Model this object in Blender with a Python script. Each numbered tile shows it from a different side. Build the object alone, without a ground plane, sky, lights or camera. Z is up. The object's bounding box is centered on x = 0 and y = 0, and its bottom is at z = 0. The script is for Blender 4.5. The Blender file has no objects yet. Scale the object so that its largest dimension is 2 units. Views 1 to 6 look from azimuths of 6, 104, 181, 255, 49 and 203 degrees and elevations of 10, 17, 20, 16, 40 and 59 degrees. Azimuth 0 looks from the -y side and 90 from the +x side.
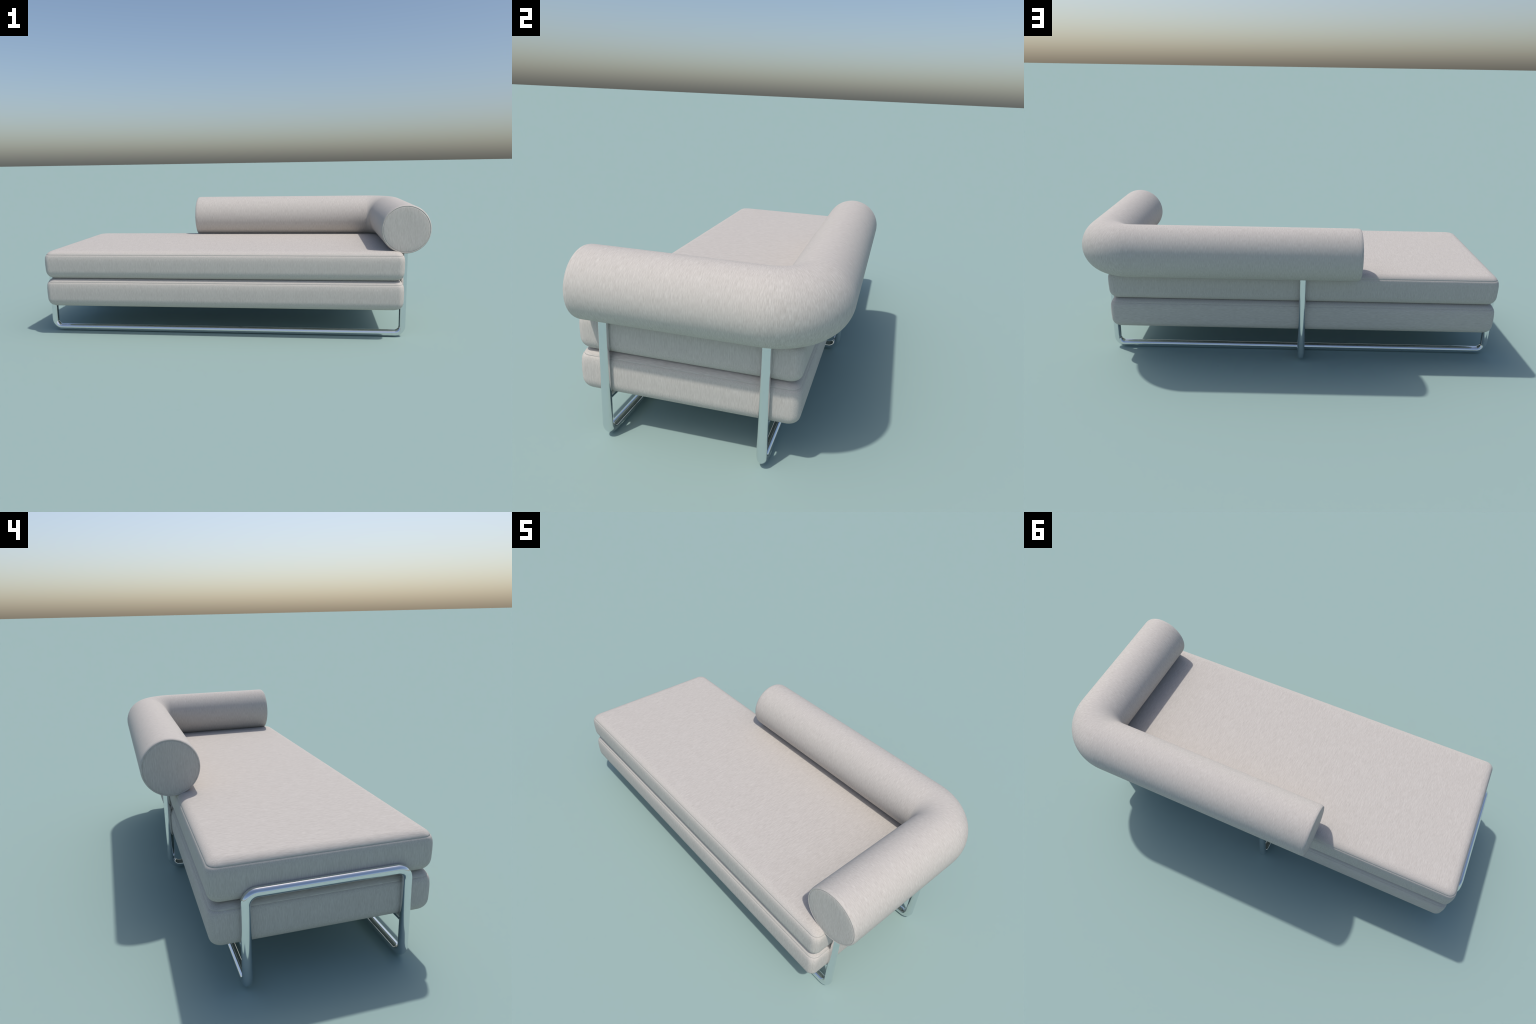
"""Daybed: two stacked box cushions on a bent chrome tube frame, with an L-shaped
bolster wrapped round the back right corner."""
import bpy, bmesh, math
from mathutils import Vector

# ------------------------------------------------------------------ sizes (metres)
TUBE_R = 0.0172
X_LEFT, X_RIGHT = -0.9828, 0.8816           # centre lines of the end posts
Y_FRONT, Y_BACK = -0.3408, 0.2055           # centre lines of the two runners
Z_RUN = TUBE_R                              # runners lie on the ground
Z_RAIL = 0.1548                             # rails that carry the base cushion
Z_BAR = 0.3440                              # cross bar at the foot end
BEND_R = 0.038                              # bend radius of the tube axis
LEG_X = -0.0500                             # back leg under the bolster

BOL_X, BOL_Y, BOL_Z = 0.8790, 0.3286, 0.5600   # axis of the bolster
BOL_R = 0.1207
BOL_BEND = 0.1360
BOL_FRONT, BOL_LEFT = -0.4008, -0.3070         # planes of its two ends

CUSH_X = (-0.9740, 0.8738)
CUSH_Y = (-0.4490, 0.3180)

scene = bpy.context.scene
coll = scene.collection


# ------------------------------------------------------------------ materials
def new_mat(name):
    m = bpy.data.materials.new(name)
    m.use_nodes = True
    nt = m.node_tree
    nt.nodes.clear()
    out = nt.nodes.new("ShaderNodeOutputMaterial")
    b = nt.nodes.new("ShaderNodeBsdfPrincipled")
    nt.links.new(b.outputs[0], out.inputs[0])
    return m, nt, b


def math_node(nt, op, a, b=None):
    n = nt.nodes.new("ShaderNodeMath")
    n.operation = op
    for i, v in enumerate((a, b)):
        if v is None:
            continue
        if isinstance(v, (int, float)):
            n.inputs[i].default_value = v
        else:
            nt.links.new(v, n.inputs[i])
    return n.outputs[0]


DARK = (0.443, 0.406, 0.370, 1)
LIGHT = (0.572, 0.536, 0.494, 1)


def weave(nt, bsdf, vec, spread):
    """Streaky two-tone woven cloth; vec is in thread units (fast across, slow along)."""
    def noise(scale, detail, rough):
        n = nt.nodes.new("ShaderNodeTexNoise")
        n.inputs["Scale"].default_value = scale
        n.inputs["Detail"].default_value = detail
        n.inputs["Roughness"].default_value = rough
        nt.links.new(vec, n.inputs["Vector"])
        return n.outputs["Fac"]
    fine = noise(1.0, 2.0, 0.6)
    broad = noise(0.33, 1.0, 0.5)
    tot = math_node(nt, "ADD", math_node(nt, "MULTIPLY", fine, 0.80),
                    math_node(nt, "MULTIPLY", broad, 0.20))
    ramp = nt.nodes.new("ShaderNodeValToRGB")
    ramp.color_ramp.elements[0].position = 0.5 - spread
    ramp.color_ramp.elements[0].color = DARK
    ramp.color_ramp.elements[1].position = 0.5 + spread
    ramp.color_ramp.elements[1].color = LIGHT
    nt.links.new(tot, ramp.inputs[0])
    nt.links.new(ramp.outputs[0], bsdf.inputs["Base Color"])
    bump = nt.nodes.new("ShaderNodeBump")
    bump.inputs["Strength"].default_value = 0.06
    bump.inputs["Distance"].default_value = 0.001
    nt.links.new(fine, bump.inputs["Height"])
    nt.links.new(bump.outputs[0], bsdf.inputs["Normal"])
    bsdf.inputs["Roughness"].default_value = 0.9
    bsdf.inputs["Specular IOR Level"].default_value = 0.2


ACROSS, ALONG = 780.0, 50.0


def cloth_straight(name, scale):
    m, nt, b = new_mat(name)
    tc = nt.nodes.new("ShaderNodeTexCoord")
    mp = nt.nodes.new("ShaderNodeMapping")
    mp.inputs["Scale"].default_value = scale
    nt.links.new(tc.outputs["Object"], mp.inputs["Vector"])
    weave(nt, b, mp.outputs[0], 0.17)
    return m


def cloth_bolster(name):
    """Thread runs round the roll and fans out over the bend: coordinates are the
    distance along the bent axis and the angle round it."""
    m, nt, b = new_mat(name)
    tc = nt.nodes.new("ShaderNodeTexCoord")
    sp = nt.nodes.new("ShaderNodeSeparateXYZ")
    nt.links.new(tc.outputs["Object"], sp.inputs[0])
    x, y, z = sp.outputs
    xp, yp = math_node(nt, "MAXIMUM", x, 0.0), math_node(nt, "MAXIMUM", y, 0.0)
    xm, ym = math_node(nt, "MINIMUM", x, 0.0), math_node(nt, "MINIMUM", y, 0.0)
    arc = math_node(nt, "MULTIPLY", math_node(nt, "ARCTAN2", yp, xp), BOL_BEND)
    s = math_node(nt, "SUBTRACT", math_node(nt, "ADD", ym, arc), xm)
    rho = math_node(nt, "SQRT", math_node(nt, "ADD", math_node(nt, "MULTIPLY", xp, xp),
                                          math_node(nt, "MULTIPLY", yp, yp)))
    ang = math_node(nt, "ARCTAN2", math_node(nt, "SUBTRACT", rho, BOL_BEND), z)
    cb = nt.nodes.new("ShaderNodeCombineXYZ")
    nt.links.new(math_node(nt, "MULTIPLY", s, ACROSS), cb.inputs[0])
    nt.links.new(math_node(nt, "MULTIPLY", ang, ALONG * BOL_R), cb.inputs[1])
    weave(nt, b, cb.outputs[0], 0.15)
    return m


cloth_y = cloth_straight("cloth_thread_across", (ACROSS, ALONG, ACROSS))
cloth_z = cloth_straight("cloth_thread_upright", (ACROSS, ACROSS, ALONG))
cloth_x = cloth_straight("cloth_thread_lengthwise", (ALONG, ACROSS, ACROSS))
cloth_roll = cloth_bolster("cloth_thread_round")

chrome, nt, b = new_mat("polished_chrome")
b.inputs["Base Color"].default_value = (0.80, 0.82, 0.83, 1)
b.inputs["Metallic"].default_value = 1.0
tc = nt.nodes.new("ShaderNodeTexCoord")
ns = nt.nodes.new("ShaderNodeTexNoise")
ns.inputs["Scale"].default_value = 14.0
nt.links.new(tc.outputs["Object"], ns.inputs["Vector"])
mr = nt.nodes.new("ShaderNodeMapRange")
mr.inputs["To Min"].default_value = 0.045
mr.inputs["To Max"].default_value = 0.085
nt.links.new(ns.outputs["Fac"], mr.inputs["Value"])
nt.links.new(mr.outputs[0], b.inputs["Roughness"])


# ------------------------------------------------------------------ mesh helpers
def mesh_obj(name, verts, faces, mats, parent, face_mats=None, origin=(0, 0, 0)):
    o = Vector(origin)
    me = bpy.data.meshes.new(name)
    me.from_pydata([tuple(Vector(v) - o) for v in verts], [], faces)
    for m in mats:
        me.materials.append(m)
    if face_mats:
        me.polygons.foreach_set("material_index", face_mats)
    bm = bmesh.new()
    bm.from_mesh(me)
    bmesh.ops.recalc_face_normals(bm, faces=bm.faces)
    bm.to_mesh(me)
    bm.free()
    me.polygons.foreach_set("use_smooth", [True] * len(me.polygons))
    me.update()
    ob = bpy.data.objects.new(name, me)
    ob.location = o
    coll.objects.link(ob)
    ob.parent = parent
    return ob


def loft(rings, cap_start=True, cap_end=True):
    n = len(rings[0])
    verts = [v for r in rings for v in r]
    faces, tags = [], []
    for i in range(len(rings) - 1):
        for j in range(n):
            k = (j + 1) % n
            faces.append((i * n + j, i * n + k, (i + 1) * n + k, (i + 1) * n + j))
            tags.append(i)
    if cap_start:
        faces.append(tuple(range(n)))
        tags.append(0)
    if cap_end:
        faces.append(tuple(range((len(rings) - 1) * n, len(rings) * n)))
        tags.append(len(rings) - 2)
    return verts, faces, tags


def filleted_path(points, radius, steps=14):
    """Polyline with every inner corner replaced by a circular arc; returns
    [(position, tangent)]."""
    pts = [Vector(p) for p in points]
    out = [(pts[0], (pts[1] - pts[0]).normalized())]
    for a, c, e in zip(pts, pts[1:], pts[2:]):
        d1, d2 = (c - a).normalized(), (e - c).normalized()
        turn = d1.angle(d2)
        cut = radius * math.tan(turn / 2)
        start = c - d1 * cut
        axis = d1.cross(d2).normalized()
        inward = axis.cross(d1)
        centre = start + inward * radius
        for i in range(steps + 1):
            t = turn * i / steps
            pos = centre - inward * (radius * math.cos(t)) + d1 * (radius * math.sin(t))
            out.append((pos, d1 * math.cos(t) + inward * math.sin(t)))
    out.append((pts[-1], (pts[-1] - pts[-2]).normalized()))
    return out


def tube(name, points, radius, bend, parent, segments=40):
    path = filleted_path(points, bend)
    rings = []
    side = path[0][1].orthogonal().normalized()
    prev = path[0][1]
    for pos, tan in path:
        side = prev.rotation_difference(tan) @ side
        side = (side - tan * side.dot(tan)).normalized()
        prev = tan
        up = tan.cross(side)
        rings.append([pos + radius * (math.cos(a) * side + math.sin(a) * up)
                      for a in (2 * math.pi * j / segments for j in range(segments))])
    v, f, _ = loft(rings)
    ob = mesh_obj(name, v, f, [chrome], parent)
    crease_caps(ob)
    return ob


def crease_caps(ob):
    """Flat end discs with a hard rim, so the wall shades as a true cylinder."""
    me = ob.data
    rim = set()
    for p in me.polygons:
        if len(p.vertices) > 4:
            p.use_smooth = False
            rim.update(p.edge_keys)
    for e in me.edges:
        if e.key in rim:
            e.use_edge_sharp = True


# ------------------------------------------------------------------ daybed root
root = bpy.data.objects.new("daybed", None)
root.empty_display_size = 0.2
coll.objects.link(root)
root["label"] = "light grey cushioned daybed with L-shaped bolster and chrome tube frame"
root["category"] = "daybed"

# ------------------------------------------------------------------ frame: one long bent tube
Z_TOP = BOL_Z - 0.03
frame = tube("tube_frame", [
    (X_RIGHT, Y_FRONT, Z_TOP), (X_RIGHT, Y_FRONT, Z_RUN), (X_LEFT, Y_FRONT, Z_RUN),
    (X_LEFT, Y_FRONT, Z_BAR), (X_LEFT, Y_BACK, Z_BAR), (X_LEFT, Y_BACK, Z_RUN),
    (X_RIGHT, Y_BACK, Z_RUN), (X_RIGHT, Y_BACK, Z_TOP)], TUBE_R, BEND_R, root)
for y in (Y_FRONT + 0.0024, Y_BACK + 0.0010):
    tube("seat_rail", [(X_LEFT, y, Z_RAIL), (0, y, Z_RAIL + 1e-5), (X_RIGHT, y, Z_RAIL)],
         0.0138, 0.01, frame)
tube("back_leg", [(LEG_X, BOL_Y, Z_TOP), (LEG_X, BOL_Y, Z_RUN + 0.0003),
                  (LEG_X, Y_BACK, Z_RUN + 0.0003)], TUBE_R, BEND_R, root)


# ------------------------------------------------------------------ cushions
def rounded_rect(d, z, corner, notch, upper):
    """Ring of a rounded rectangle inset by d; the front right corner carries a
    narrow upright seam of the given depth."""
    x0, x1 = CUSH_X[0] + d, CUSH_X[1] - d
    y0, y1 = CUSH_Y[0] + d, CUSH_Y[1] - d
    r = corner + min(d, 0.05) * (0.20 if upper else -0.20)
    ring = []
    steps = [0, 9, 18, 27, 36, 41, 44, 45, 46, 49, 54, 63, 72, 81, 90]
    for cx, cy, a0, seam in ((x1 - r, y0 + r, -90, True), (x1 - r, y1 - r, 0, False),
                             (x0 + r, y1 - r, 90, False), (x0 + r, y0 + r, 180, False)):
        for s in steps:
            a = math.radians(a0 + s)
            rr = r
            if seam and notch and 43 < s < 47:
                rr -= notch if s == 45 else notch * 0.45
            ring.append(Vector((cx + rr * math.cos(a), cy + rr * math.sin(a), z)))
    return ring


def cushion(name, z_bot, z_top, back_mat):
    h = z_top - z_bot
    prof = []                                   # (inset, height, part)
    # bottom panel, then rolled lower edge
    prof += [(0.20, z_bot, 2), (0.08, z_bot, 2), (0.050, z_bot + 0.0006, 2)]
    rb, hb, base = 0.037, 0.052, 0.0008
    for i in range(0, 13):
        t = math.cos(math.pi / 2 * i / 12)      # 1 at the underside, 0 at the band
        prof.append((base + rb * (1 - math.sqrt(max(0.0, 1 - t ** 2.5))),
                     z_bot + 0.0014 + hb * (1 - t), 1))
    # gently bulging side band
    prof += [(0.0002, z_bot + 0.068, 1), (0.0, z_bot + 0.084, 1), (0.0002, z_bot + 0.100, 1),
             (0.0014, z_top - 0.034, 1), (0.0034, z_top - 0.0265, 1), (0.0050, z_top - 0.0225, 1)]
    zs = z_top - 0.0195                         # sewn seam, a shallow crease
    prof += [(0.0060, zs - 0.0020, 1), (0.0065, zs - 0.0010, 1), (0.0070, zs - 0.0005, 1),
             (0.0080, zs, 0), (0.0073, zs + 0.0006, 0)]
    # the top panel rises from the seam and rolls over into the flat
    rt, ht, a0 = 0.036, 0.0187, math.radians(12)
    for i in range(1, 14):
        a = a0 + (math.pi / 2 - a0) * i / 13
        prof.append((0.0073 + rt * (math.cos(a0) - math.cos(a)) / math.cos(a0),
                     zs + 0.0006 + ht * (math.sin(a) - math.sin(a0)) / (1 - math.sin(a0)), 0))
    prof += [(0.090, z_top + 0.0004, 0), (0.200, z_top + 0.0012, 0), (0.300, z_top + 0.0016, 0)]
    rings = []
    for d, z, part in prof:
        rings.append(rounded_rect(d, z, 0.031, 0.0009 if part == 1 and d < 0.02 else 0.0, z > z_bot + h * 0.6))
    v, f, tags = loft(rings)
    mats = []
    for face, t in zip(f, tags):
        part = prof[t + 1][2] if t + 1 < len(prof) else 0
        if part == 1:
            mid = sum((v[i] for i in face), Vector()) / len(face)
            on_back = mid.y > CUSH_Y[1] - 0.03 and abs(mid.x) < 0.97
            mats.append(3 if on_back and len(face) == 4 else 1)
        else:
            mats.append(0 if part == 0 else 2)
    ob = mesh_obj(name, v, f, [cloth_y, cloth_z, cloth_y, back_mat], root, mats)
    return ob


cushion("base_cushion", 0.1560, 0.3085, cloth_x)
cushion("seat_cushion", 0.3060, 0.4530, cloth_z)


# ------------------------------------------------------------------ bolster
BEND_C = Vector((BOL_X - BOL_BEND, BOL_Y - BOL_BEND, BOL_Z))
SEAM_R = 0.1142
EDGE_LEN = 0.018


def bolster():
    seg = 96
    def ring(pos, tan, r):
        side = Vector((tan.y, -tan.x, 0))
        return [pos + r * (math.cos(a) * side + math.sin(a) * Vector((0, 0, 1)))
                for a in (2 * math.pi * j / seg for j in range(seg))]
    t1, t2 = Vector((0, 1, 0)), Vector((-1, 0, 0))
    p1, p2 = Vector((BOL_X, BOL_FRONT, BOL_Z)), Vector((BOL_LEFT, BOL_Y, BOL_Z))
    rings = []
    edge = []
    for i in range(9):
        a = math.pi / 2 * i / 8
        edge.append((EDGE_LEN * (1 - math.sin(a)), SEAM_R + (BOL_R - SEAM_R) * math.cos(a)))
    edge = edge[::-1]                     # from end plane towards full radius
    lip = [(0.0014, SEAM_R - 0.0010)]     # sunk into the seam
    for off, r in lip + edge:
        rings.append(ring(p1 + t1 * off, t1, r))
    straight = (BOL_Y - BOL_BEND) - (BOL_FRONT + EDGE_LEN)
    for i in range(1, 13):
        rings.append(ring(p1 + t1 * (EDGE_LEN + straight * i / 12), t1, BOL_R))
    for i in range(1, 33):
        a = math.pi / 2 * i / 32
        pos = BEND_C + BOL_BEND * Vector((math.cos(a), math.sin(a), 0))
        rings.append(ring(pos, Vector((-math.sin(a), math.cos(a), 0)), BOL_R))
    straight = (BOL_X - BOL_BEND) - (BOL_LEFT + EDGE_LEN)
    for i in range(1, 25):
        rings.append(ring(Vector((BOL_X - BOL_BEND, BOL_Y, BOL_Z)) + t2 * (straight * i / 24),
                          t2, BOL_R))
    for off, r in (lip + edge)[::-1][1:]:
        rings.append(ring(p2 - t2 * off, t2, r))
    v, f, _ = loft(rings)
    body = mesh_obj("bolster", v, f, [cloth_roll], root, origin=BEND_C)
    crease_caps(body)
    # end caps: flat discs sewn in, with a small rounded rim
    for p, t in ((p1, t1), (p2, -t2 * -1)):
        out = -t if p is p1 else t2
        prof = [(0.006, SEAM_R - 0.0020), (-0.0010, SEAM_R - 0.0006), (0.0004, SEAM_R - 0.0012),
                (-0.0010, SEAM_R - 0.0030), (-0.0016, SEAM_R - 0.0060), (-0.0016, 0.08),
                (-0.0016, 0.04), (-0.0016, 0.01)]
        prof[1] = (0.0030, SEAM_R - 0.0014)
        prof[2] = (0.0016, SEAM_R - 0.0014)
        cr = [ring(p - out * (off + 0.0016), t, r) for off, r in prof]
        vv, ff, _ = loft(cr)
        mesh_obj("end_cap", vv, ff, [cloth_z], body)
    return body


body = bolster()
for c in body.children:                      # children keep world placement
    c.matrix_parent_inverse = body.matrix_world.inverted()
bpy.context.view_layer.update()
for c in body.children:
    c.matrix_parent_inverse = body.matrix_world.inverted()
